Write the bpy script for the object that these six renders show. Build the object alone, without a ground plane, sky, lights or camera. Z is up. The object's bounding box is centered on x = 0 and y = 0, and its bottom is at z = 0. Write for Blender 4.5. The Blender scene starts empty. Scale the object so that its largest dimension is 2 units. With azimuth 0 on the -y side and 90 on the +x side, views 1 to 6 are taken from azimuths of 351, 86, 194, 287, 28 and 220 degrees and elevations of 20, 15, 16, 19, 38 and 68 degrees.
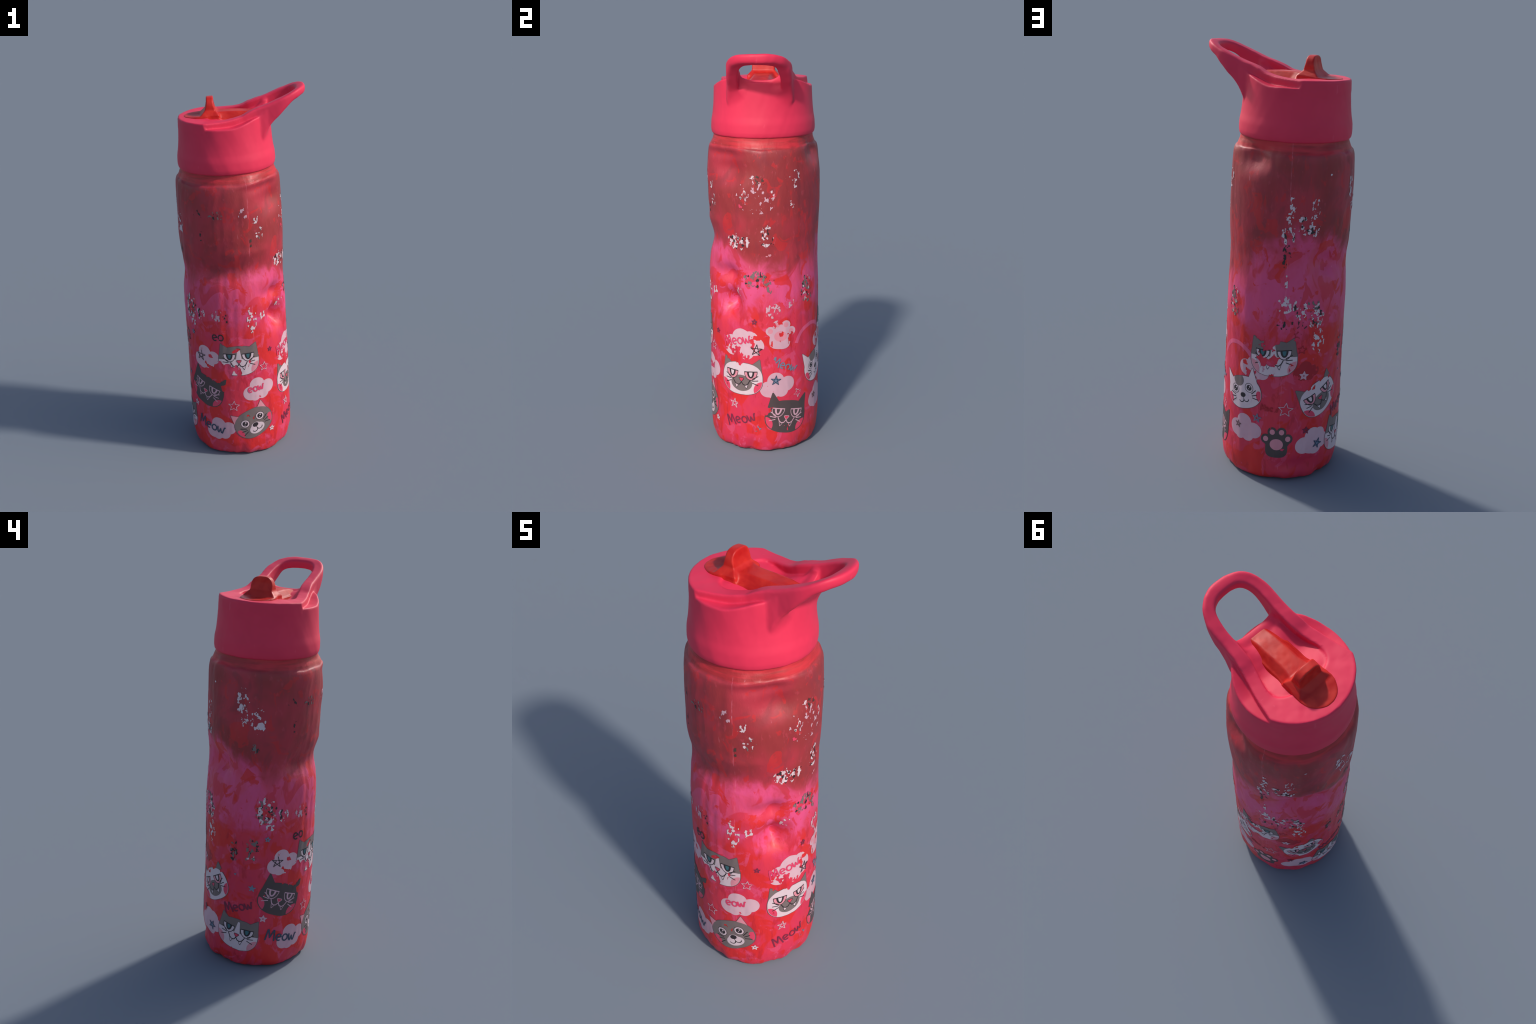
# A dented, transparent-red drinking bottle with worn cat / cloud / star prints, a pink screw cap with a
# carry loop, and a red flip spout.  Everything is procedural: profiles, signed-distance shapes and rules.
import bpy, math
import numpy as np

# ---------------------------------------------------------------- small maths helpers
def smoothstep(e0, e1, x):
    t = np.clip((x - e0) / (e1 - e0), 0, 1)
    return t * t * (3 - 2 * t)

def curve(keys, x):
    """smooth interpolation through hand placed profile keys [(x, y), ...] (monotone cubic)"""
    k = np.array(keys, float); X, Y = k[:, 0], k[:, 1]
    d = np.diff(Y) / np.diff(X)
    m = np.zeros(len(X)); m[0], m[-1] = d[0], d[-1]
    for i in range(1, len(X) - 1):
        m[i] = 0 if d[i - 1] * d[i] <= 0 else 2 * d[i - 1] * d[i] / (d[i - 1] + d[i])
    x = np.clip(x, X[0], X[-1]); i = np.clip(np.searchsorted(X, x) - 1, 0, len(d) - 1)
    h = (X[i + 1] - X[i]); t = (x - X[i]) / h
    return ((2*t**3 - 3*t**2 + 1) * Y[i] + (t**3 - 2*t**2 + t) * h * m[i]
            + (-2*t**3 + 3*t**2) * Y[i + 1] + (t**3 - t**2) * h * m[i + 1])

def hash01(ix, iy, seed):
    h = (ix.astype(np.int64) * 374761393 + iy.astype(np.int64) * 668265263 + seed * 974634777) & 0xFFFFFFFF
    h = ((h ^ (h >> 13)) * 1274126177) & 0xFFFFFFFF
    h = ((h ^ (h >> 16)) * 2246822519) & 0xFFFFFFFF
    return ((h ^ (h >> 15)) & 0xFFFFFF) / float(0xFFFFFF)

def vnoise(x, y, seed):
    ix, iy = np.floor(x), np.floor(y); fx, fy = x - ix, y - iy
    fx = fx*fx*(3 - 2*fx); fy = fy*fy*(3 - 2*fy)
    a, b = hash01(ix, iy, seed), hash01(ix + 1, iy, seed)
    c, d = hash01(ix, iy + 1, seed), hash01(ix + 1, iy + 1, seed)
    return (a + (b - a)*fx) * (1 - fy) + (c + (d - c)*fx) * fy

def fbm(x, y, seed, octaves=4):
    s = np.zeros_like(x, dtype=float); amp, tot = 1.0, 0.0
    for o in range(octaves):
        s += amp * vnoise(x * 2**o + 17.3*o, y * 2**o - 9.1*o, seed + o); tot += amp; amp *= .55
    return s / tot

def smin(a, b, k):
    h = np.clip(.5 + .5*(b - a)/k, 0, 1)
    return b + (a - b)*h - k*h*(1 - h)

def smax(a, b, k):
    return -smin(-a, -b, k)

# ---------------------------------------------------------------- materials
def srgb(r, g, b):
    f = lambda c: (c/255/12.92) if c/255 <= .04045 else ((c/255 + .055)/1.055)**2.4
    return (f(r), f(g), f(b), 1)

class Nodes:
    """tiny wrapper that keeps node code short"""
    def __init__(self, name, rough=.45, coat=0.0, spec=.5):
        self.m = bpy.data.materials.new(name); self.m.use_nodes = True
        self.t = self.m.node_tree; self.bsdf = self.t.nodes["Principled BSDF"]
        self.bsdf.inputs["Roughness"].default_value = rough
        self.bsdf.inputs["Coat Weight"].default_value = coat
        self.bsdf.inputs["Specular IOR Level"].default_value = spec
        self.coord = self.t.nodes.new("ShaderNodeTexCoord").outputs["Object"]
    def link(self, a, b): self.t.links.new(a, b)
    def put(self, sock, v):
        if hasattr(v, "links") or isinstance(v, bpy.types.NodeSocket): self.link(v, sock)
        else: sock.default_value = v
    def math(self, op, a, b=0.0, clamp=False):
        n = self.t.nodes.new("ShaderNodeMath"); n.operation = op; n.use_clamp = clamp
        self.put(n.inputs[0], a); self.put(n.inputs[1], b); return n.outputs[0]
    def step(self, e0, e1, x):
        n = self.t.nodes.new("ShaderNodeMapRange"); n.interpolation_type = 'SMOOTHSTEP'
        n.inputs["From Min"].default_value = e0; n.inputs["From Max"].default_value = e1
        self.put(n.inputs["Value"], x); return n.outputs["Result"]
    def scaled(self, sx, sy, sz, loc=(0, 0, 0), src=None):
        n = self.t.nodes.new("ShaderNodeMapping"); n.inputs["Scale"].default_value = (sx, sy, sz)
        n.inputs["Location"].default_value = loc
        self.link(src or self.coord, n.inputs["Vector"]); return n.outputs[0]
    def noise(self, vec, scale, detail=4, rough=.55, distort=0.0):
        n = self.t.nodes.new("ShaderNodeTexNoise"); self.link(vec, n.inputs["Vector"])
        n.inputs["Scale"].default_value = scale; n.inputs["Detail"].default_value = detail
        n.inputs["Roughness"].default_value = rough; n.inputs["Distortion"].default_value = distort
        return n.outputs["Fac"]
    def mix(self, fac, a, b):
        n = self.t.nodes.new("ShaderNodeMix"); n.data_type = 'RGBA'
        self.put(n.inputs[0], fac); self.put(n.inputs[6], a); self.put(n.inputs[7], b); return n.outputs[2]
    def color(self, c): self.put(self.bsdf.inputs["Base Color"], c)
    def bump(self, h, strength, dist=.01):
        n = self.t.nodes.new("ShaderNodeBump"); n.inputs["Strength"].default_value = strength
        n.inputs["Distance"].default_value = dist; self.link(h, n.inputs["Height"])
        self.link(n.outputs[0], self.bsdf.inputs["Normal"])

def print_material(name, rgb, vary=.12):
    """printed ink: flat colour with a faint grime and fine grain"""
    n = Nodes(name, rough=.5)
    c = srgb(*rgb)
    grime = n.step(.42, .75, n.noise(n.coord, 26, 6, .65))
    dark = tuple(x * (1 - vary*1.8) for x in c[:3]) + (1,)
    red = (c[0]*.75 + .14, c[1]*.7 + .008, c[2]*.7 + .02, 1)
    col = n.mix(n.math('MULTIPLY', grime, .35), c, red if vary > .1 else dark)
    n.color(col); return n.m

def body_material():
    n = Nodes("red_bottle_plastic", rough=.52, coat=.05, spec=.4)
    n.bsdf.inputs["Coat Roughness"].default_value = .25
    sep = n.t.nodes.new("ShaderNodeSeparateXYZ"); n.link(n.coord, sep.inputs[0])
    x, y, z = sep.outputs
    theta = n.math('ARCTAN2', n.math('SUBTRACT', y, .0), n.math('ADD', x, .065))
    streak = n.scaled(1, 1, .35)
    n_big = n.noise(n.coord, 3.2, 3, .5)
    n_mid = n.noise(n.scaled(1, 1, .7, (3, 1, 2)), 9, 5, .6, .6)
    n_str = n.noise(streak, 22, 5, .62, .4)
    n_fin = n.noise(n.scaled(1, 1, .5, (7, 0, 4)), 48, 4, .6)
    # level up to which the bottle looks filled with pink, wandering round the bottle
    lvl = n.math('ADD', 1.065, n.math('MULTIPLY', .062, n.math('SINE', n.math('ADD', n.math('MULTIPLY', theta, 2.0), 3.75))))
    lvl = n.math('ADD', lvl, n.math('MULTIPLY', .075, n.math('COSINE', n.math('SUBTRACT', theta, 2.6))))
    lvl = n.math('ADD', lvl, n.math('MULTIPLY', .26, n.math('SUBTRACT', n_mid, .5)))
    up = n.math('SUBTRACT', z, lvl)
    upper = n.step(-.06, .07, up)
    # colours of the three zones, each with brushed, sharp-edged patches
    patch = n.noise(n.scaled(1, 1, .75, (5, 2, 9)), 6.5, 3, .5, 1.4)
    daub = n.noise(n.scaled(1, 1, .8, (1, 8, 3)), 13, 4, .55, .9)
    low = n.mix(n.step(.40, .62, n_mid), srgb(*LOW_A), srgb(*LOW_B))
    low = n.mix(n.math('MULTIPLY', n.step(.50, .56, patch), .85), low, srgb(*LOW_C))
    low = n.mix(n.math('MULTIPLY', n.step(.57, .63, daub), .7), low, srgb(*LOW_D))
    low = n.mix(n.math('MULTIPLY', n.step(.56, .64, n_str), .55), low, srgb(*LOW_E))
    mid = n.mix(n.step(.38, .62, n_mid), srgb(*MID_A), srgb(*MID_B))
    mid = n.mix(n.math('MULTIPLY', n.step(.54, .58, patch), .85), mid, srgb(*MID_C))
    mid = n.mix(n.math('MULTIPLY', n.step(.57, .61, daub), .8), mid, srgb(*LOW_C))
    mid = n.mix(n.math('MULTIPLY', n.step(.58, .66, n_str), .5), mid, srgb(*LOW_A))
    top = n.mix(n.step(.40, .60, n_big), srgb(*TOP_A), srgb(*TOP_B))
    top = n.mix(n.math('MULTIPLY', n.step(.50, .66, patch), .6), top, srgb(*TOP_D))
    top = n.mix(n.math('MULTIPLY', n.step(.57, .62, daub), .6), top, srgb(*TOP_C))
    top = n.mix(n.math('MULTIPLY', n.step(.60, .68, n_str), .45), top, srgb(*TOP_C))
    top = n.mix(n.math('MULTIPLY', n.step(.60, .68, n_fin), .35), top, srgb(*TOP_E))
    pinkness = n.step(.70, .86, n.math('ADD', z, n.math('MULTIPLY', .45, n.math('SUBTRACT', n_mid, .5))))
    col = n.mix(pinkness, low, mid)
    col = n.mix(upper, col, top)
    # reddish clear shoulder under the cap
    neck = n.step(1.545, 1.560, n.math('ADD', z, n.math('MULTIPLY', .015, n.math('SUBTRACT', n_mid, .5))))
    n_ring = n.noise(n.scaled(1, 1, 9, (4, 4, 1)), 6, 4, .6)
    col = n.mix(neck, col, n.mix(n.step(.38, .64, n_ring), srgb(*NECK_A), srgb(*NECK_B)))
    # fine pale scratches and the two mould seams
    scr = n.step(.73, .77, n.noise(n.scaled(1, 1, .18, (2, 5, 1)), 60, 3, .5))
    col = n.mix(n.math('MULTIPLY', scr, .22), col, srgb(232, 150, 165))
    for ang in (-79, 102.5):
        off = n.math('ABSOLUTE', n.math('SUBTRACT', theta, math.radians(ang)))
        line = n.math('MULTIPLY', n.step(.008, .003, off), n.step(.42, .6, n_fin))
        col = n.mix(n.math('MULTIPLY', line, .28), col, srgb(235, 130, 150))
    n.color(col)
    n.bump(n.math('ADD', n_fin, n.math('MULTIPLY', n_str, .6)), .22, .006)
    return n.m

def cap_material():
    n = Nodes("pink_cap_plastic", rough=.55, spec=.35)
    a = n.noise(n.coord, 5, 4, .55); b = n.noise(n.scaled(1, 1, .3), 30, 4, .6)
    col = n.mix(n.step(.35, .68, a), srgb(*CAP_A), srgb(*CAP_B))
    scuff = n.step(.66, .74, b)
    col = n.mix(n.math('MULTIPLY', scuff, .14), col, srgb(250, 130, 150))
    n.color(col); n.bump(n.noise(n.coord, 90, 3), .05, .004)
    return n.m

def spout_material():
    n = Nodes("clear_red_plastic", rough=.45, coat=.0, spec=.25)
    a = n.noise(n.coord, 14, 4, .6, .5)
    n.color(n.mix(n.step(.35, .68, a), srgb(*SPOUT_A), srgb(*SPOUT_B)))
    n.bsdf.inputs["Subsurface Weight"].default_value = .15
    n.bsdf.inputs["Subsurface Radius"].default_value = (.06, .01, .008)
    return n.m

LOW_A, LOW_B, LOW_C, LOW_D, LOW_E = (210, 48, 68), (204, 46, 76), (208, 36, 31), (212, 72, 108), (178, 28, 42)
MID_A, MID_B, MID_C = (212, 66, 98), (216, 74, 120), (204, 46, 66)
TOP_A, TOP_B, TOP_C, TOP_D, TOP_E = (146, 46, 49), (174, 48, 62), (196, 38, 42), (134, 46, 54), (188, 66, 80)
NECK_A, NECK_B = (196, 42, 52), (160, 38, 42)
CAP_A, CAP_B = (222, 48, 80), (214, 43, 75)
SPOUT_A, SPOUT_B = (178, 26, 24), (198, 46, 36)

# ---------------------------------------------------------------- scene bookkeeping
root = bpy.data.objects.new("water_bottle", None)
bpy.context.scene.collection.objects.link(root)
root["label"] = "dented pink-red drinking bottle with worn cat prints and flip spout"
root["category"] = "water bottle"

def add_mesh(name, verts, faces, mats, parent, face_mat=None, smooth=True):
    me = bpy.data.meshes.new(name)
    verts = np.ascontiguousarray(verts, dtype=np.float32); faces = np.asarray(faces, dtype=np.int32)
    k = faces.shape[1]
    me.vertices.add(len(verts)); me.vertices.foreach_set("co", verts.ravel())
    me.loops.add(faces.size); me.loops.foreach_set("vertex_index", faces.ravel())
    me.polygons.add(len(faces)); me.polygons.foreach_set("loop_start", np.arange(len(faces), dtype=np.int32) * k)
    for m in mats: me.materials.append(m)
    if face_mat is not None: me.polygons.foreach_set("material_index", np.asarray(face_mat, dtype=np.int32))
    me.polygons.foreach_set("use_smooth", np.full(len(faces), smooth))
    me.update(calc_edges=True); me.validate()
    ob = bpy.data.objects.new(name, me); bpy.context.scene.collection.objects.link(ob)
    ob.parent = parent
    return ob

# ---------------------------------------------------------------- bottle body: profile of revolution with dents
PROFILE = [(0, .236), (.004, .250), (.012, .259), (.025, .2665), (.05, .273), (.09, .278), (.2, .2795), (.35, .2795),
           (.5, .278), (.65, .277), (.8, .277), (.9, .275), (1.0, .2715), (1.07, .2705), (1.15, .2745), (1.25, .2775),
           (1.4, .278), (1.47, .2765), (1.51, .2750), (1.533, .2720), (1.546, .2670), (1.553, .2595), (1.570, .2525), (1.588, .2465), (1.61, .244), (1.66, .243)]
# (angle, height, angular spread, vertical spread, depth)   negative depth = dent
DENTS = [(-86, 1.085, 24, .048, -.014), (-60, 1.10, 20, .05, -.006), (176, 1.03, 25, .045, -.006), (-44, .795, 10, .050, -.058),
         (-44, .925, 9, .034, -.040), (-24, .78, 6, .08, .003), (-50, 1.520, 17, .018, -.013), (-46, 1.455, 15, .050, -.030),
         (-25, 1.36, 4, .09, .005), (-76, 1.555, 12, .018, .008), (-80, 1.42, 14, .05, .005), (-76, 1.185, 16, .018, .004),
         (-100, .93, 16, .06, .003), (30, 1.30, 30, .08, .002), (-122, 1.095, 17, .050, -.024), (64, 1.530, 13, .040, -.034),
         (142, 1.080, 14, .050, -.036), (120, .085, 20, .028, -.014), (-10, 1.09, 14, .035, .006), (-100, 1.21, 14, .03, -.004),
         (-41, .775, 7, .032, -.020), (-34, 1.44, 11, .040, -.014), (-62, .93, 6, .03, -.012), (148, 1.05, 12, .034, -.018), (-130, 1.075, 10, .03, -.008), (64, 1.50, 12, .03, -.008)]

def axis_x(z): return -.0595 - .0055*z
def axis_y(z): return -.002 + .003*z

def radius(th, z):
    cx, cy = np.cos(th)*2.6, np.sin(th)*2.6
    ledge = (fbm(cx*1.3 + 5, cy*1.3 + 50, 12, 2) - .5)*.026*smoothstep(1.44, 1.53, z)*smoothstep(1.60, 1.575, z)   # uneven shoulder
    foot = (fbm(cx*2.2 + 70, cy*2.2 + 20, 14, 2) - .5)*.03*smoothstep(.10, .03, z)*smoothstep(.0, .01, z)
    r = curve(PROFILE, z + ledge + foot)
    for ang, zc, sa, sz, d in DENTS:
        da = (np.degrees(th) - ang + 180) % 360 - 180
        r = r + d*np.exp(-.5*((da/sa)**2 + ((z - zc)/sz)**2))
    # crinkles: slow waves and a crumpled lower rim (periodic round the bottle)
    fade = smoothstep(.0, .06, z) * smoothstep(1.6, 1.55, z)
    n = fbm(cx*1.6 + 9, z*7 + cy*1.9, 3, 3) + fbm(cy*1.6 + 31, z*6 - cx*1.7, 8, 3) - 1
    rim = np.exp(-.5*((z - .035)/.02)**2) * (np.sin(th*7 + .6)*.4 + np.sin(th*13 + 2)*.35 + np.sin(th*4)*.5)
    flats = fbm(cx*2.4 + 3, cy*2.4 + z*.9, 17, 2) - .5       # vertical flats
    return r + .0045*n*fade + .0048*flats*fade + .0036*rim

def on_body(th, z, lift=0.0):
    r = radius(th, z) + lift
    return np.stack([axis_x(z) + r*np.cos(th), axis_y(z) + r*np.sin(th), z], -1)

def build_body(mat):
    nt = 432
    zs = np.concatenate([np.linspace(0, .05, 16)[:-1], np.linspace(.05, 1.5, 330)[:-1], np.linspace(1.5, 1.64, 60)])
    th = np.arange(nt) * 2*math.pi/nt
    T, Zg = np.meshgrid(th, zs)
    V = on_body(T, Zg).reshape(-1, 3)
    i = np.arange(len(zs) - 1)[:, None]*nt; j = np.arange(nt)[None, :]; j2 = (j + 1) % nt
    F = np.stack([i + j, i + j2, i + nt + j2, i + nt + j], -1).reshape(-1, 4)
    # closed foot with a shallow hollow
    extra, faces = [], [F]; base = len(V); prev = np.arange(nt)
    for k, (f, zz) in enumerate([(.93, 0.0005), (.84, .006), (.6, .012), (.3, .014), (.02, .014)]):
        ring = np.stack([axis_x(0) + (V[:nt, 0] - axis_x(0))*f, axis_y(0) + (V[:nt, 1] - axis_y(0))*f, np.full(nt, zz)], -1)
        extra.append(ring); cur = base + k*nt + np.arange(nt)
        faces.append(np.stack([prev, cur, np.roll(cur, -1), np.roll(prev, -1)], -1)); prev = cur
    V = np.concatenate([V] + extra); F = np.concatenate(faces)
    return add_mesh("bottle_body", V, F, [mat], root)

# ---------------------------------------------------------------- cap, carry loop and spout: signed-distance solids
def surface_nets(f, lo, h):
    """mesh the zero level of the sampled distance field f (nx, ny, nz)"""
    s = f < 0
    nx, ny, nz = f.shape
    cnt = np.zeros((nx-1, ny-1, nz-1)); acc = np.zeros((nx-1, ny-1, nz-1, 3))
    corner = [(i, j, k) for i in (0, 1) for j in (0, 1) for k in (0, 1)]
    sub = lambda g, c: g[c[0]:nx-1+c[0], c[1]:ny-1+c[1], c[2]:nz-1+c[2]]
    for c0 in corner:
        for ax in range(3):
            if c0[ax]: continue
            c1 = list(c0); c1[ax] = 1
            a, b = sub(f, c0), sub(f, c1); cross = (a < 0) != (b < 0)
            t = np.where(cross, a/np.where(a == b, 1, a - b), 0)
            for d in range(3):
                acc[..., d] += np.where(cross, c0[d] + (t if d == ax else 0), 0)
            cnt += cross
    act = cnt > 0
    idx = np.full(act.shape, -1, dtype=np.int64); idx[act] = np.arange(act.sum())
    cells = np.argwhere(act)
    V = (cells + acc[act]/cnt[act][:, None])*h + np.array(lo)
    Q = []
    for ax in range(3):
        u, v = (ax + 1) % 3, (ax + 2) % 3
        a = s; sl0 = [slice(None)]*3; sl1 = [slice(None)]*3; sl0[ax] = slice(0, -1); sl1[ax] = slice(1, None)
        diff = s[tuple(sl0)] != s[tuple(sl1)]
        e = np.argwhere(diff); e = e[(e[:, u] > 0) & (e[:, v] > 0) & (e[:, u] < f.shape[u]-1) & (e[:, v] < f.shape[v]-1)]
        ins = s[tuple(e.T)]
        def cell(du, dv):
            q = e.copy(); q[:, u] -= du; q[:, v] -= dv; return idx[tuple(q.T)]
        quad = np.stack([cell(1, 1), cell(0, 1), cell(0, 0), cell(1, 0)], -1)
        quad[~ins] = quad[~ins][:, ::-1]
        Q.append(quad)
    return V, np.concatenate(Q)

LID_TURN = math.radians(-8); LID_X, LID_Y = -.0695, .0015
def lid_to_world(P):
    c, s = math.cos(LID_TURN), math.sin(LID_TURN)
    return np.stack([LID_X + c*P[:, 0] - s*P[:, 1], LID_Y + s*P[:, 0] + c*P[:, 1], P[:, 2]], -1)

def grid(lo, hi, h):
    ax = [np.arange(lo[i], hi[i] + h, h) for i in range(3)]
    return np.meshgrid(*ax, indexing='ij')

COLLAR = [(1.58, .246), (1.60, .2515), (1.625, .2555), (1.655, .2545), (1.70, .2475), (1.75, .2425), (1.80, .2395), (1.86, .2375), (1.95, .2375)]
LOOP_TOP = [(-.3, 1.861), (-.05, 1.861), (.0, 1.863), (.077, 1.875), (.13, 1.897), (.168, 1.911), (.20, 1.921), (.232, 1.932), (.26, 1.943),
            (.31, 1.963), (.35, 1.980), (.40, 1.998), (.45, 2.004)]
LOOP_UNDER = [(-.3, 1.80), (.10, 1.79), (.15, 1.775), (.19, 1.77), (.214, 1.797), (.241, 1.830), (.275, 1.863), (.31, 1.897), (.353, 1.934), (.40, 1.953), (.45, 1.957)]
LOOP_HALF = [(-.25, .28), (-.103, .216), (0, .192), (.10, .166), (.17, .154), (.27, .152), (.5, .152)]
RECESS_HALF = [(-.2, .13), (0, .136), (.05, .123), (.13, .104), (.20, .100), (.26, .100), (.5, .100)]

def cap_field(a, b, z):
    r = np.hypot(a, b)
    radial = (r - curve(COLLAR, z))*.98
    shelf_h = 1.830 + .043*smoothstep(.02, .20, a)
    shelf_h = shelf_h + (1.855 - shelf_h)*smoothstep(.005, -.005, np.abs(b) - curve(LOOP_HALF, a))*smoothstep(-.085, -.103, a)
    shelf_h = shelf_h + .020*smoothstep(.16, .21, a)*smoothstep(.150, .115, np.abs(b))
    shelf = smax(smax(radial, z - shelf_h, .008), 1.598 - z, .010)
    web = .030*np.clip(np.abs(b)/.1, 0, 1)**4            # the lip climbs into the loop's two roots
    shelf = smax(shelf, -smax(np.abs(b) - .100, 1.859 + web - z, .01), .008)
    b = b - .004*smoothstep(.1, .3, a)
    # plan of the raised plate that runs out into the carry loop
    w = curve(LOOP_HALF, a)
    t = np.clip((a - .265)/.156, 0, None)
    tip = ((t**2.2 + (np.abs(b)/.152)**2.2)**(1/2.2) - 1)*.15
    plan = np.where(a > .265, tip, (np.abs(b) - w)*.97)
    plan = smax(plan, np.where(a < .05, radial + .0006, -1.0), .006)
    top = (z - curve(LOOP_TOP, a) - .012*b*smoothstep(.2, 0., a))*.9
    under = (curve(LOOP_UNDER, a) - z)*.68
    edge = .007 + .009*smoothstep(.10, .25, a)
    plate = smax(smax(plan, top, edge), under, .016)
    # recess for the spout; open hole beyond the cap wall
    wi = curve(RECESS_HALF, a)
    t2 = np.clip((a - .225)/.144, 0, None)
    hole = ((t2**3 + (np.abs(b)/.100)**3)**(1/3) - 1)*.10
    t3 = np.clip((-.005 - a)/.080, 0, None)
    back = ((t3**2.6 + (np.abs(b)/.136)**2.6)**(1/2.6) - 1)*.08
    hollow = np.where(a > .225, hole, np.where(a < -.005, back, np.abs(b) - wi))
    floor = 1.853 - .015*smoothstep(-.06, .06, a) + (.020 + web)*smoothstep(.14, .215, a) - 1.0*smoothstep(.228, .236, a)
    cut = smax(hollow, floor - z, .008)
    plate = smax(plate, -cut, .010)
    gusset = .006 + .030*np.exp(-((a - .215)/.03)**2)
    return smin(shelf, plate, gusset)

def build_cap(mat):
    h = .0036; lo = (-.275, -.28, 1.58); hi = (.445, .28, 2.03)
    a, b, z = grid(lo, hi, h)
    f = cap_field(a, b, z)
    # scan-like unevenness
    f = f + .0022*(fbm(a*22 + z*9, b*22 - z*7, 21, 2) - .5)
    V, Q = surface_nets(f, lo, h)
    c = V[Q].mean(1)
    loop = (c[:, 0] > .12) & (c[:, 2] > 1.775) & (np.hypot(c[:, 0], c[:, 1]) > np.where(c[:, 2] < 1.868, curve(COLLAR, c[:, 2]) + .004, 0)) \
        & ((np.abs(c[:, 1]) > .092) | (c[:, 0] > .243))
    W = lid_to_world(V)
    full = bpy.data.meshes.new("cap_whole"); full.from_pydata(W.tolist(), [], Q.tolist()); full.update()
    nrm = np.zeros(len(W)*3, dtype=np.float32); full.vertex_normals.foreach_get("vector", nrm); nrm = nrm.reshape(-1, 3)
    bpy.data.meshes.remove(full)
    out = []
    for name, sel in (("cap", ~loop), ("carry_loop", loop)):
        used, inv = np.unique(Q[sel], return_inverse=True)
        ob = add_mesh(name, W[used], inv.reshape(-1, 4), [mat], root)
        ob.data.normals_split_custom_set_from_vertices(nrm[used].tolist())
        out.append(ob)
    out[1].parent = out[0]
    return out[0]

SPOUT_TOP = [(-.3, 1.874), (-.03, 1.882), (.05, 1.881), (.146, 1.875), (.19, 1.868), (.25, 1.860)]
SPOUT_HALF = [(-.2, .076), (-.06, .076), (-.02, .064), (.03, .056), (.3, .051)]
def spout_field(a, b, z):
    # ramp: flat top, sloping flanks, blunt front end
    zt = curve(SPOUT_TOP, a)
    flank = (np.abs(b) - .037 - .012*smoothstep(.02, -.05, a))*.743 + (z - zt)*.669
    tube = smax(smax(flank, z - zt, .005), smax((a - .205)*.85 + (z - zt)*.5, -.07 - a, .006), .006)
    flange = smax(smax(np.abs(b) - .070 - .012*smoothstep(.02, -.05, a), z - 1.850, .004), smax(a - .212, -.07 - a, .006), .004)
    # low base round the tab, with a shallow scoop behind it
    e = (np.sqrt(((a + .115)/.092)**2 + (b/.084)**2 + 1e-9) - 1)*.08
    base = smax(e, z - 1.868 - .05*(a + .1), .004)
    scoop = (np.sqrt(((a + .135)/.046)**2 + (b/.056)**2 + ((z - 1.887)/.022)**2 + 1e-9) - 1)*.022
    base = smax(base, -scoop, .008)
    # upright tab, flaring into the base
    g = np.clip((1.953 - z), 0, .1)
    half_t = .0185 + .009*smoothstep(.02, .07, g) + .022*smoothstep(.055, .09, g)
    half_b = .052 + .004*smoothstep(.0, .05, g) + .022*smoothstep(.055, .085, g)
    corner = smax(np.abs(b) - half_b, z - 1.957, .044)
    tab = smax(corner, np.abs(a + .070) - half_t, .006)
    return smax(smin(smin(smin(tube, flange, .006), base, .006), tab, .010), 1.828 - z, .004)

def build_spout(mat):
    h = .0032; lo = (-.225, -.1, 1.815); hi = (.225, .1, 1.97)
    a, b, z = grid(lo, hi, h)
    f = spout_field(a, b, z) + .0025*(fbm(a*30 + z*14, b*30 - z*11, 5, 2) - .5)
    V, Q = surface_nets(f, lo, h)
    return add_mesh("spout", lid_to_world(V), Q, [mat], root)

# ---------------------------------------------------------------- prints: 2-D signed-distance drawings wrapped on the body
def circle(x, y, cx, cy, r): return np.hypot(x - cx, y - cy) - r
def ellipse(x, y, cx, cy, rx, ry): return (np.hypot((x - cx)/rx, (y - cy)/ry) - 1)*min(rx, ry)
def egg(x, y, cx, cy, rx, ry, n=2.5): return ((np.abs((x - cx)/rx)**n + np.abs((y - cy)/ry)**n)**(1/n) - 1)*min(rx, ry)
def union(*f):
    r = f[0]
    for g in f[1:]: r = np.minimum(r, g)
    return r
def both(*f):
    r = f[0]
    for g in f[1:]: r = np.maximum(r, g)
    return r
def segment(x, y, p, q):
    px, py = x - p[0], y - p[1]; dx, dy = q[0] - p[0], q[1] - p[1]
    t = np.clip((px*dx + py*dy)/(dx*dx + dy*dy + 1e-12), 0, 1)
    return np.hypot(px - dx*t, py - dy*t)
def stroke(x, y, pts, w):
    return union(*[segment(x, y, pts[i], pts[i+1]) for i in range(len(pts) - 1)]) - w
def arc(x, y, cx, cy, r, a0, a1, w, n=7):
    t = np.radians(np.linspace(a0, a1, n))
    return stroke(x, y, [(cx + r*math.cos(k), cy + r*math.sin(k)) for k in t], w)
def polygon(x, y, pts):
    d = union(*[segment(x, y, pts[i], pts[(i+1) % len(pts)]) for i in range(len(pts))])
    inside = np.zeros(x.shape, bool)
    for i in range(len(pts)):
        (x0, y0), (x1, y1) = pts[i], pts[(i+1) % len(pts)]
        c = ((y0 > y) != (y1 > y)) & (x < (x1 - x0)*(y - y0)/(y1 - y0 + 1e-12) + x0)
        inside ^= c
    return np.where(inside, -d, d)
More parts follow.
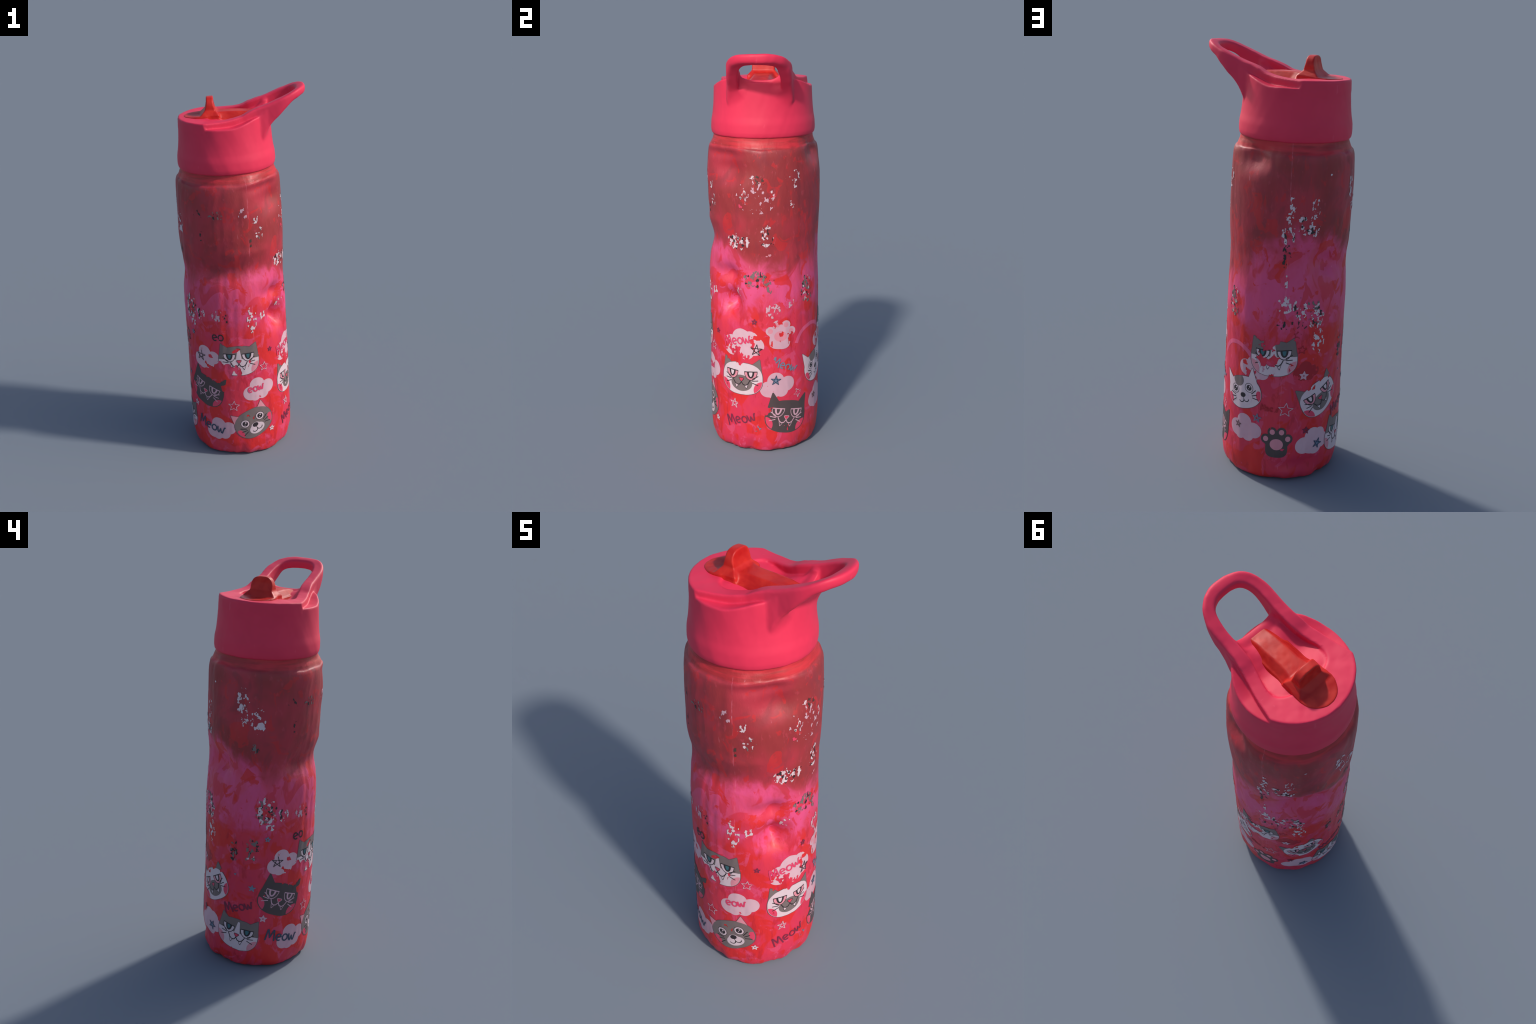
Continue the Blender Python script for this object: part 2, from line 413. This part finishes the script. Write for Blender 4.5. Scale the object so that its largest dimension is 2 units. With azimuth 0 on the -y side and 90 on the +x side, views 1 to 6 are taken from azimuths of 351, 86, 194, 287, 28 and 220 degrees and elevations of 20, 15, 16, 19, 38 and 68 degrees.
def star_points(r, inner=.42, turn=0.0):
    return [((r if k % 2 == 0 else r*inner)*math.sin(turn + k*math.pi/5), (r if k % 2 == 0 else r*inner)*math.cos(turn + k*math.pi/5)) for k in range(10)]
def pentagram(x, y, r, w, turn=0.0):
    p = [(r*math.sin(turn + k*4*math.pi/5), r*math.cos(turn + k*4*math.pi/5)) for k in range(5)]
    return stroke(x, y, p + [p[0]], w)

HALF = .2775
class Print:
    """collects drawing layers on a local grid (x to the right, y up, metres on the bottle wall)"""
    def __init__(self, name, deg, z, w, h, rot=0.0, step=.0017, level=0, wear=.0, seed=1, worn=(), scale=1.0, grain=38):
        self.name, self.th0, self.z0, self.level = name, math.radians(deg), z, level
        self.rot, self.scale = math.radians(rot), scale
        nx, ny = int(w/step) + 2, int(h/step) + 2
        self.gx, self.gy = np.meshgrid(np.linspace(-w/2, w/2, nx), np.linspace(-h/2, h/2, ny), indexing='ij')
        self.layers = []
        c, s = math.cos(self.rot), math.sin(self.rot)
        X = self.gx*c - self.gy*s; Y = self.gx*s + self.gy*c        # wall coordinates, for the wear
        n = fbm(X*grain + 40*seed, Y*grain*.75 + 7*seed, seed, 4)
        bias = np.zeros_like(n)
        for wx, wy, wr, amt in worn:
            bias += amt*np.exp(-((self.gx - wx)**2 + (self.gy - wy)**2)/(wr*wr))
        self.gone = (n + bias - (1 - wear)) * .03          # > 0 where the ink has rubbed off
        self.x, self.y = self.gx/scale, self.gy/scale
    def layer(self, f, mat, hard=False):
        f = f*self.scale
        self.layers.append((f if hard else np.maximum(f, self.gone), mat))
    def build(self, parent):
        Vs, Fs, Ms, mats, n0 = [], [], [], [], 0
        for li, (f, mat) in enumerate(self.layers):
            v, t = clip_grid(self.gx, self.gy, f)
            if len(t) == 0: continue
            c, s = math.cos(self.rot), math.sin(self.rot)
            X = v[:, 0]*c - v[:, 1]*s; Y = v[:, 0]*s + v[:, 1]*c
            Vs.append(on_body(self.th0 + X/HALF, self.z0 + Y, .0005 + .0006*self.level + .00006*li))
            Fs.append(t + n0); n0 += len(v)
            if mat not in mats: mats.append(mat)
            Ms.append(np.full(len(t), mats.index(mat)))
        if not Vs: return None
        return add_mesh(self.name, np.concatenate(Vs), np.concatenate(Fs), [M[m] for m in mats], parent, np.concatenate(Ms))

def clip_grid(gx, gy, f):
    """triangles of the part of the grid where f < 0, cut exactly along f = 0"""
    f = np.where(np.abs(f) < 1e-7, 1e-7, f)
    nx, ny = f.shape
    idx = np.arange(nx*ny).reshape(nx, ny)
    a, b, c, d = idx[:-1, :-1].ravel(), idx[1:, :-1].ravel(), idx[1:, 1:].ravel(), idx[:-1, 1:].ravel()
    tri = np.concatenate([np.stack([a, b, c], -1), np.stack([a, c, d], -1)])
    F = f.ravel(); P = np.stack([gx.ravel(), gy.ravel()], -1)
    neg = F[tri] < 0; k = neg.sum(1)
    full = tri[k == 3]
    npts = nx*ny; big = npts
    new_p, new_t = [], []
    def edge(i, j):
        t = F[i]/(F[i] - F[j]); return P[i] + (P[j] - P[i])*t[:, None]
    count = npts
    t1 = tri[k == 1]; n1 = neg[k == 1]
    if len(t1):
        o = np.argmax(n1, 1); r = np.arange(len(t1))
        A, B, C = t1[r, o], t1[r, (o+1) % 3], t1[r, (o+2) % 3]
        e1, e2 = edge(A, B), edge(A, C); m = len(t1)
        new_p += [e1, e2]; i1 = count + np.arange(m); i2 = i1 + m; count += 2*m
        new_t.append(np.stack([A, i1, i2], -1))
    t2 = tri[k == 2]; n2 = neg[k == 2]
    if len(t2):
        o = np.argmin(n2, 1); r = np.arange(len(t2))
        A, B, C = t2[r, o], t2[r, (o+1) % 3], t2[r, (o+2) % 3]      # A is the outside corner
        e1, e2 = edge(B, A), edge(C, A); m = len(t2)
        new_p += [e1, e2]; i1 = count + np.arange(m); i2 = i1 + m; count += 2*m
        new_t += [np.stack([i1, B, C], -1), np.stack([i1, C, i2], -1)]
    T = np.concatenate([full] + new_t) if (len(full) or new_t) else np.zeros((0, 3), int)
    if len(T) == 0: return np.zeros((0, 2)), T
    PP = np.concatenate([P] + new_p)
    key = np.round(PP*1e6).astype(np.int64); key = key[:, 0]*4000003 + key[:, 1]
    used = np.unique(T); _, first, inv = np.unique(key[used], return_index=True, return_inverse=True)
    remap = np.zeros(len(PP), int); remap[used] = inv
    T = remap[T]; ok = (T[:, 0] != T[:, 1]) & (T[:, 1] != T[:, 2]) & (T[:, 0] != T[:, 2])
    return PP[used[first]], T[ok]

# ---- drawings ----------------------------------------------------------------------------------------------
def head_shape(x, y, tip=.080):
    head = egg(x, y, 0, -.022, .109, .085, 2.5)
    ears = [polygon(x, y, [(s*.103, .012), (s*.094, tip), (s*.052, .048)]) - .002 for s in (-1, 1)]
    return union(head, *ears), head, ears

def whiskers(x, y, w, x0=.058, y0=-.030, length=.028):
    out = []
    for s in (-1, 1):
        for dy, sl in [(.013, .010), (0, .003), (-.013, -.006)]:
            out.append(stroke(x, y, [(s*x0, y0 + dy*.8), (s*(x0 + length), y0 + dy*1.25 + sl)], w))
    return union(*out)

def fang_mouth(x, y, line, tooth, p):
    m = [stroke(x, y, [(s*.044, -.030), (s*.036, -.046), (s*.024, -.056), (s*.010, -.054), (0, -.040)], .0023) for s in (-1, 1)]
    fang = [polygon(x, y, [(s*.034, -.051), (s*.018, -.058), (s*.027, -.073)]) for s in (-1, 1)]
    p.layer(union(*[g - .0024 for g in fang]), line)
    p.layer(union(*fang), tooth)
    p.layer(union(*m), line)

def grumpy_eyes(p, white, ring, pupil, slit, slope):
    """half-lidded eyes: half discs hanging from a heavy lid line"""
    x, y = p.x, p.y
    for s in (-1, 1):
        ex, ey = x - s*.050, y - .018
        lid = ey - s*ex*slope
        disc = np.hypot(ex/.031, ey/.042)
        p.layer(both((disc - 1)*.031, lid) - .0030, ring)
        p.layer(both((disc - 1)*.031, lid + .002), white)
        p.layer(both((np.hypot(ex/.0185, ey/.034) - 1)*.0185, lid + .001), pupil)
        p.layer(both((np.hypot(ex/.0090, ey/.026) - 1)*.0090, lid + .002), slit)

def cat_grumpy(deg, z, rot, kind, **kw):
    p = Print("cat_face_print", deg, z, .27, .245, rot, **kw)
    x, y = p.x, p.y
    outer, head, ears = head_shape(x, y, {'grey': .076, 'siamese': .082, 'black': .096}[kind])
    ink = {"grey": ("ink_grey", "ink_white"), "siamese": ("ink_white", "ink_grey"), "black": ("ink_black", "ink_black")}[kind]
    p.layer(outer - .0025, "ink_line_soft" if kind != "black" else "ink_black")
    p.layer(union(*ears), "ink_grey" if kind != "black" else "ink_black")
    p.layer(head, ink[0] if kind != "grey" else "ink_white")
    if kind == "grey":
        blaze = polygon(x, y, [(-.004, .050), (.006, .050), (.020, -.04), (-.020, -.04)])
        p.layer(both(head, np.maximum(-.012 - y, -blaze)), "ink_grey")
    cheeks = union(ellipse(x, y, -.106, -.078, .042, .044), ellipse(x, y, .106, -.078, .042, .044))
    p.layer(both(head + .001, cheeks), "ink_pink" if kind == "grey" else "ink_cheek")
    if kind == "siamese":
        p.layer(ellipse(x, y, 0, -.046, .057, .043), "ink_grey")
    if kind == "black":
        grumpy_eyes(p, "ink_black", "ink_pale", "ink_pale", "ink_black", .0)
        p.layer(whiskers(x, y, .0021), "ink_pale")
        fang_mouth(x, y, "ink_pale", "ink_black", p)
    else:
        grumpy_eyes(p, "ink_white" if kind == "grey" else "ink_pink", "ink_line", "ink_line", "ink_teal" if kind == "grey" else "ink_white", .05)
        p.layer(whiskers(x, y, .0021), "ink_line")
        fang_mouth(x, y, "ink_line", "ink_white", p)
    nose = polygon(x, y, [(-.009, -.021), (.009, -.021), (0, -.033)])
    p.layer(nose - .0052, "ink_line" if kind != "black" else "ink_pale")
    p.layer(nose - .0026, "ink_nose")
    return p

def cat_round(deg, z, rot, kind, **kw):
    p = Print("cat_face_print", deg, z, .27, .26, rot, **kw)
    x, y = p.x, p.y
    k = 1.0
    head = egg(x, y, 0, -.014, .109, .084, 2.3)
    tip = .084 if kind == 'grey' else .104
    ears = [polygon(x, y, [(s*.098, .020), (s*.092, tip), (s*.056, .056)]) - .002 for s in (-1, 1)]
    p.layer(union(head, *ears) - .0025, "ink_line_soft")
    p.layer(union(*ears), "ink_pink" if kind == "grey" else "ink_white")
    p.layer(head, "ink_grey" if kind == "grey" else "ink_white")
    if kind != "grey":
        p.layer(both(head, ellipse(x, y, -.012, .052, .036, .034)), "ink_grey")
    cheeks = union(ellipse(x, y, -.096, -.044, .019, .030), ellipse(x, y, .096, -.044, .019, .030))
    p.layer(both(head + .0015, cheeks), "ink_cheek")
    for s in (-1, 1):
        ex = s*.046
        p.layer(circle(x, y, ex, .006, .0250), "ink_line"); p.layer(circle(x, y, ex, .006, .0222), "ink_white")
        p.layer(circle(x, y, ex, .006, .0150), "ink_line")
        p.layer(union(circle(x, y, ex + .005, .011, .0042), circle(x, y, ex - .004, .001, .0026)), "ink_white")
    p.layer(union(ellipse(x, y, 0, -.052, .044, .030), ellipse(x, y, 0, -.036, .028, .022)), "ink_white")
    p.layer(ellipse(x, y, 0, -.028, .0165, .0125), "ink_line")
    p.layer(union(stroke(x, y, [(0, -.036), (0, -.050)], .0017), arc(x, y, -.015, -.050, .015, 200, 360, .0023), arc(x, y, .015, -.050, .015, 180, 340, .0023)), "ink_line")
    p.layer(whiskers(x, y, .0022, .054, -.036, .028), "ink_line")
    return p

def cloud_field(x, y, w, h, lobes=0):
    """puffy cloud of overlapping discs inside a box of w x h"""
    f = [ellipse(x, y, 0, -.10*h, .34*w, .34*h), circle(x, y, -.26*w, -.14*h, .235*w), circle(x, y, .28*w, -.02*h, .215*w),
         circle(x, y, -.04*w, .16*h, .235*w), circle(x, y, .10*w, -.24*h, .19*w), circle(x, y, -.14*w, -.28*h, .17*w)]
    if lobes: f = f[:5] + [circle(x, y, .16*w, .18*h, .2*w)]
    return union(*f)

def cloud(deg, z, w, h, rot=0, mat="ink_white_warm", lobes=0, **kw):
    p = Print("cloud_print", deg, z, w*1.35, h*1.5, rot, **kw)
    p.layer(cloud_field(p.x, p.y, w, h, lobes), mat)
    return p

def star(deg, z, r, mat, style="outline", turn=0.1, **kw):
    p = Print("star_print", deg, z, r*2.8, r*2.8, 0, step=.0014, **kw)
    if style == "outline": p.layer(np.abs(polygon(p.x, p.y, star_points(r, .45, turn))) - .0016, mat)
    elif style == "drawn": p.layer(pentagram(p.x, p.y, r, .0017, turn), mat)
    elif style == "inked":
        p.layer(polygon(p.x, p.y, star_points(r*.92, .42, turn)), "ink_slate"); p.layer(pentagram(p.x, p.y, r, .0018, turn), mat)
    else:
        f = polygon(p.x, p.y, star_points(r, .48, turn)) - .0015
        p.layer(np.maximum(f, .0035 - np.hypot(p.x, p.y)), mat)
    return p

# handwritten letters as pen strokes in a unit box (pen x, pen y)
def ring(cx, cy, rx, ry, a0, a1, n=11):
    return [(cx + rx*math.cos(math.radians(t)), cy + ry*math.sin(math.radians(t))) for t in np.linspace(a0, a1, n)]
LETTERS = {
    "M": [[(0, 0), (.10, .95), (.16, .98), (.36, .25), (.62, .95), (.68, .92), (.78, .0)]],
    "e": [[(.02, .28), (.46, .36)] + ring(.25, .32, .23, .30, 10, 300, 12)],
    "o": [ring(.28, .30, .25, .30, 80, 440, 13)],
    "w": [[(0, .58), (.06, .10), (.16, .0), (.30, .42), (.40, .05), (.52, .02), (.66, .60), (.72, .62)]],
}
ADVANCE = {"M": .92, "e": .60, "o": .64, "w": .80}
def word(deg, z, length, mat, rot=0, text="Meow", pen=.0035, sag=0.0, skip=(), **kw):
    total = sum(ADVANCE[c] for c in text); u = length/total
    p = Print("lettering_print", deg, z, length*1.15, u*1.7, rot, step=.0014, **kw)
    x, y = p.x, p.y; pos = -length/2; out = []
    for i, c in enumerate(text):
        if i not in skip:
            for s in LETTERS[c]:
                out.append(stroke(x, y, [(pos + a*u, (b - .45)*u + sag*math.sin(i*1.9)) for a, b in s], pen))
        pos += ADVANCE[c]*u
    p.layer(union(*out), mat)
    return p

def rainbow(deg, z, r, width, mat, a0, a1, **kw):
    p = Print("rainbow_print", deg, z, r*2.3, r*2.3, 0, **kw)
    ang = np.degrees(np.arctan2(p.y, p.x))
    p.layer(both(np.abs(np.hypot(p.x, p.y) - r) - width/2, (np.abs(ang - (a0 + a1)/2) - (a1 - a0)/2)*.001), mat)
    return p

def paw(deg, z, w, h, body, pad, rot=0, **kw):
    p = Print("paw_print", deg, z, w*1.3, h*1.35, rot, **kw)
    x, y = p.x/w, p.y/h
    toes = [(-.36, .10), (-.15, .33), (.15, .34), (.36, .13)]
    f = union(egg(x, y, 0, -.20, .36, .30, 3), *[circle(x, y, a, b, .155) for a, b in toes], ellipse(x, y, 0, .05, .42, .28))
    p.layer(f*min(w, h), body)
    pads = union(ellipse(x, y, 0, -.06, .215, .18), *[circle(x, y, a, b, .085) for a, b in toes])
    p.layer(pads*min(w, h), pad)
    return p

def flakes(deg, z, w, h, mats, cover=.42, seed=1, rot=0, grain=82, tall=.72, **kw):
    """what is left of a rubbed-off print: loose islands of ink"""
    p = Print("worn_flake", deg, z, w*1.1, h*1.1, rot, seed=seed, **kw)
    edge = (np.hypot(p.x/(w/2), p.y/(h/2)) - 1)
    inside = edge < 0
    for i, (mat, c) in enumerate(mats):
        n = fbm(p.x*grain + 13*seed, p.y*grain*tall - 5*seed, seed*7 + 3*i, 4)
        crack = np.abs(fbm(p.x*grain*.8 - 3*seed, p.y*grain*.6 + 11*seed, seed*5 + 2, 3) - .5)   # thin lines where the ink has split
        n = n - .20*np.clip(edge + .45, 0, 2) - .10*np.clip(.03 - crack, 0, 1)/.03
        share = np.clip((cover - .31)*1.05*(1.0 if i == 0 else .45)*(.75 if z > 1.1 else 1.0)*c, .03, .7)
        p.layer(np.maximum((np.quantile(n[inside], 1 - share) - n)*.03, edge*.03), mat, hard=True)
    return p

M = {}
def build_inks():
    for key, rgb in {"ink_white": (210, 186, 191), "ink_white_warm": (208, 166, 176), "ink_pale": (202, 156, 168), "ink_pink": (212, 134, 146),
                     "ink_cheek": (214, 62, 92), "ink_nose": (208, 62, 88), "ink_rose": (212, 58, 96), "ink_deep_red": (168, 20, 38), "ink_haze": (216, 82, 118)}.items():
        M[key] = print_material(key, rgb)
    for key, rgb in {"ink_grey": (116, 100, 98), "ink_line_soft": (104, 74, 78), "ink_black": (76, 62, 62), "ink_line": (44, 34, 38),
                     "ink_teal": (58, 104, 110), "ink_slate": (110, 118, 138), "ink_navy": (46, 62, 84), "ink_plum": (118, 36, 62), "ink_brown": (72, 52, 46)}.items():
        M[key] = print_material(key, rgb, .08)

def build_prints(body):
    P = []
    # clouds first (lowest level), then faces, then stars and lettering
    P += [cloud(-137, .593, .172, .150, 4, wear=.30, seed=4, level=0, worn=[(.02, -.06, .03, .3), (.05, .05, .03, .15)]),
          cloud(-76.5, .408, .182, .140, 4, wear=.17, seed=9),
          cloud(-123.5, .170, .178, .140, 8, wear=.16, seed=11, mat="ink_pale"),
          cloud(-27, .583, .225, .150, -6, wear=.34, seed=12, worn=[(-.02, -.06, .05, .25), (.05, .03, .03, .12)], lobes=1),
          cloud(9.5, .370, .182, .140, 4, wear=.17, seed=15, mat="ink_pale"),
          cloud(67.5, .252, .180, .138, -4, wear=.17, seed=18, mat="ink_pale"),
          cloud(138, .200, .182, .155, -6, wear=.19, seed=21, lobes=1),
          cloud(75, .556, .160, .110, -16, wear=.40, seed=24, mat="ink_pale"),
          cloud(126.5, .560, .128, .100, 0, wear=.34, seed=25, mat="ink_deep_red")]
    P += [cat_grumpy(-97.5, .606, 0, "grey", level=1, wear=.22, seed=31, worn=[(-.078, -.065, .040, .62), (-.008, -.085, .034, .50), (.002, .045, .020, .46), (-.03, .03, .012, .3), (-.008, -.045, .018, .34), (.06, -.03, .01, .2)]),
          cat_grumpy(-138.5, .408, -19, "black", level=1, wear=.20, seed=32, worn=[(.045, .085, .036, .55), (.10, .05, .030, .5), (-.012, .062, .012, .4), (-.085, -.02, .012, .3)]),
          cat_grumpy(-28.5, .420, 0, "siamese", level=1, wear=.17, seed=33, worn=[(.015, .078, .034, .60), (-.01, .05, .01, .3), (-.1, -.06, .02, .2)]),
          cat_round(-85.5, .215, 25, "grey", level=1, wear=.17, seed=34, worn=[(.03, .06, .02, .14)]),
          cat_grumpy(20, .213, -11, "black", level=1, wear=.18, seed=35, worn=[(.02, -.085, .022, .30), (-.105, .0, .02, .35), (-.108, -.06, .02, .3), (.108, -.06, .02, .3)]),
          cat_round(62.5, .434, 17, "white", level=1, wear=.18, seed=36, scale=.93, worn=[(-.08, .05, .02, .15)]),
          cat_grumpy(94, .640, 2, "grey", level=1, wear=.30, seed=37, worn=[(-.01, .062, .045, .55), (-.05, -.06, .045, .34), (.015, -.03, .02, .4), (.10, -.075, .02, .2)]),
          cat_grumpy(141.3, .434, 28, "siamese", level=1, wear=.18, seed=38, scale=.96, worn=[(.05, .07, .032, .42), (-.03, .055, .014, .34), (.1, .03, .02, .3)]),
          cat_grumpy(177, .205, -9, "grey", level=1, wear=.15, seed=39)]
    P += [paw(101, .203, .142, .158, "ink_black", "ink_pink", wear=.2, seed=41, level=1),
          paw(13, .632, .150, .150, "ink_pale", "ink_pink", rot=-6, wear=.30, seed=42, level=1, worn=[(.05, -.02, .03, .25), (-.05, .05, .04, .28)])]
    P.append(rainbow(53, .545, .110, .020, "ink_haze", 20, 165, wear=.2, seed=45))
    S = dict(level=3)
    P += [star(-69, .530, .026, "ink_pale", seed=51, wear=.3, **S), star(-106, .314, .031, "ink_pale", seed=52, wear=.3, **S), star(-62.7, .141, .016, "ink_white", "solid", seed=53, **S),
          star(-60, .620, .014, "ink_plum", "solid", seed=54, **S), star(-156.6, .286, .020, "ink_pale", "solid", seed=55, **S), star(-36.5, .259, .026, "ink_pale", "drawn", seed=56, wear=.3, **S),
          star(-14, .701, .015, "ink_plum", "solid", seed=57, wear=.4, **S), star(33, .310, .026, "ink_pale", "outline", turn=.7, seed=58, wear=.42, **S), star(-11.2, .132, .017, "ink_slate", "solid", seed=59, wear=.36, **S),
          star(108, .370, .035, "ink_pale", "outline", seed=60, wear=.36, **S), star(121, .663, .022, "ink_deep_red", "outline", seed=61, wear=.4, **S), star(115.5, .736, .017, "ink_deep_red", "outline", seed=62, wear=.4, **S),
          star(80.7, .314, .022, "ink_slate", "drawn", seed=63, **S), star(59.4, .255, .018, "ink_line_soft", "drawn", seed=64, **S), star(-169, .452, .018, "ink_slate", "inked", seed=65, **S),
          star(124, .536, .022, "ink_pale", "solid", seed=66, **S), star(142.8, .181, .026, "ink_navy", "inked", turn=.4, seed=67, **S), star(129, .261, .018, "ink_plum", "solid", seed=68, **S),
          star(7.6, .393, .026, "ink_navy", "inked", seed=69, **S), star(-12.2, .555, .030, "ink_line", "drawn", seed=70, **S), star(-143.7, .593, .030, "ink_line", "drawn", seed=71, wear=.3, **S),
          star(174, .512, .013, "ink_slate", "solid", seed=72, wear=.4, **S), star(-154.8, .716, .014, "ink_slate", "solid", seed=73, wear=.35, **S)]
    P += [word(-84, .413, .135, "ink_rose", rot=6, level=3, seed=81, pen=.0037, wear=.12, skip=(0,)),
          word(-135, .178, .175, "ink_navy", rot=-10, level=3, seed=82, pen=.0037, wear=.16),
          word(-33.5, .600, .155, "ink_rose", rot=14, level=3, seed=83, pen=.0036, wear=.18),
          word(-29.5, .182, .165, "ink_plum", rot=20, level=3, seed=84, pen=.0034, wear=.22, sag=.003),
          word(177, .342, .160, "ink_plum", rot=20, level=3, seed=85, pen=.0035, wear=.28),
          word(18, .470, .140, "ink_slate", rot=-20, level=3, seed=86, pen=.0032, wear=.44),
          word(-120, .725, .165, "ink_line", rot=6, level=3, seed=87, pen=.0032, wear=.28, skip=(0, 3)),
          word(93, .372, .085, "ink_deep_red", rot=0, level=3, seed=88, pen=.0032, wear=.38)]
    W, L, G, K, PK = "ink_white", "ink_line", "ink_grey", "ink_brown", "ink_pink"
    F = [  # remains of prints on the upper half: angle, height, width, height, inks, cover
        (-113, 1.397, .085, .05, [(G, 1.0), (L, .85)], .50), (-83.5, 1.405, .06, .07, [("ink_pale", 1.0)], .54), (-71.5, 1.360, .06, .05, [(W, 1.0)], .56),
        (-65, 1.285, .06, .07, [(W, .95), (G, .85)], .50), (-77, 1.24, .012, .12, [(K, 1.1)], .62), (-132, 1.29, .03, .07, [(L, 1)], .48),
        (-10, 1.405, .09, .05, [(K, 1.0), (W, .9)], .50), (4, 1.335, .045, .045, [(W, 1.0), ("ink_cheek", .95)], .56), (-25, 1.335, .04, .05, [(W, 1.0), (G, .8)], .54),
        (-26.5, 1.275, .03, .05, [("ink_cheek", 1.1)], .56), (23.6, 1.283, .05, .04, [(W, 1.0)], .48), (-31, 1.10, .14, .085, [(W, 1.0), (L, .86)], .58),
        (0, 1.125, .08, .13, [(W, 1.0), (L, .75)], .52), (0, 1.04, .04, .02, [(PK, 1)], .6), (30, 1.40, .12, .10, [(W, .9)], .42),
        (-10, .915, .16, .09, [(G, 1.0), (L, .95)], .52), (0, .875, .04, .08, [(G, 1.0)], .58), (45, .845, .08, .15, [(G, .95), (L, .95), (W, .8)], .52),
        (4, .757, .09, .08, [("ink_pale", 1.0)], .60), (25, .785, .05, .05, [("ink_pale", 1.0)], .52),
        (103.5, 1.28, .05, .20, [(W, 1.0)], .57), (102, 1.195, .08, .08, [(W, 1.0), (L, .85)], .58), (117, 1.255, .07, .12, [(W, 1.0), (L, .8)], .56),
        (126, 1.32, .05, .10, [(W, 1.0)], .54), (126, 1.215, .10, .06, [(W, 1.0), (L, .85)], .57), (102.2, 1.10, .05, .12, [(L, 1.0)], .52),
        (102.5, .96, .014, .12, [(W, 1.0)], .60), (102.5, .878, .08, .08, [(W, 1.0)], .64), (117, .862, .07, .11, [(W, 1.0), (L, .7)], .55),
        (133, .825, .09, .13, [(W, 1.0), (G, .8), (L, .75)], .57), (130, .885, .06, .03, [(G, 1.0)], .62), (137, .70, .07, .12, [(W, 1.0)], .58),
        (170, .645, .05, .13, [(L, .85), (G, 1.0)], .58), (-170, .67, .07, .10, [(G, 1.0), (L, .8)], .57), (-171, .61, .08, .04, [(G, .95), (W, .8)], .52),
        (175.5, 1.40, .07, .14, [(W, 1.0)], .55), (-169, 1.315, .12, .13, [(W, 1.0)], .58), (-171, 1.175, .08, .05, [(G, 1.0), (L, .95)], .54),
        (176, 1.36, .06, .16, [(W, 1.0)], .50), (-134, 1.40, .06, .05, [(L, 1)], .44), (141, 1.466, .02, .02, [(W, 1)], .62),
        (-157, .86, .11, .15, [(W, 1.0), (G, .9), (L, .75)], .54), (-139.5, .845, .055, .08, [(W, .9), (L, 1.0)], .57), (-151, .778, .07, .035, [(W, 1.05)], .60),
        (-119.5, .848, .06, .08, [("ink_pale", 1.0)], .58), (-108, .83, .05, .05, [(L, .95)], .46), (-80.5, .815, .055, .16, [(W, 1.0)], .57),
        (-67, .838, .04, .09, [(W, 1.0)], .54), (-37, 1.09, .05, .08, [(W, 1.0)], .52), (-33, .845, .05, .06, [("ink_white", .9)], .5), (47, .80, .05, .05, [(G, 1.0)], .52),  # the one at (-33, .845) is highlights in the grip pit, painted in white
        (-12, 1.33, .20, .20, [("ink_pale", .85)], .42), (110, .78, .14, .05, [(L, .95)], .46)]
    for i, (d, z, w, h, inks, cov) in enumerate(F):
        P.append(flakes(d, z, w, h, inks, cov, seed=100 + i, level=1 if i % 2 else 2))
    for p in P: p.build(body)

# ---------------------------------------------------------------- build
build_inks()
body = build_body(body_material())
cap = build_cap(cap_material())
build_spout(spout_material())
build_prints(body)
bpy.context.view_layer.update()
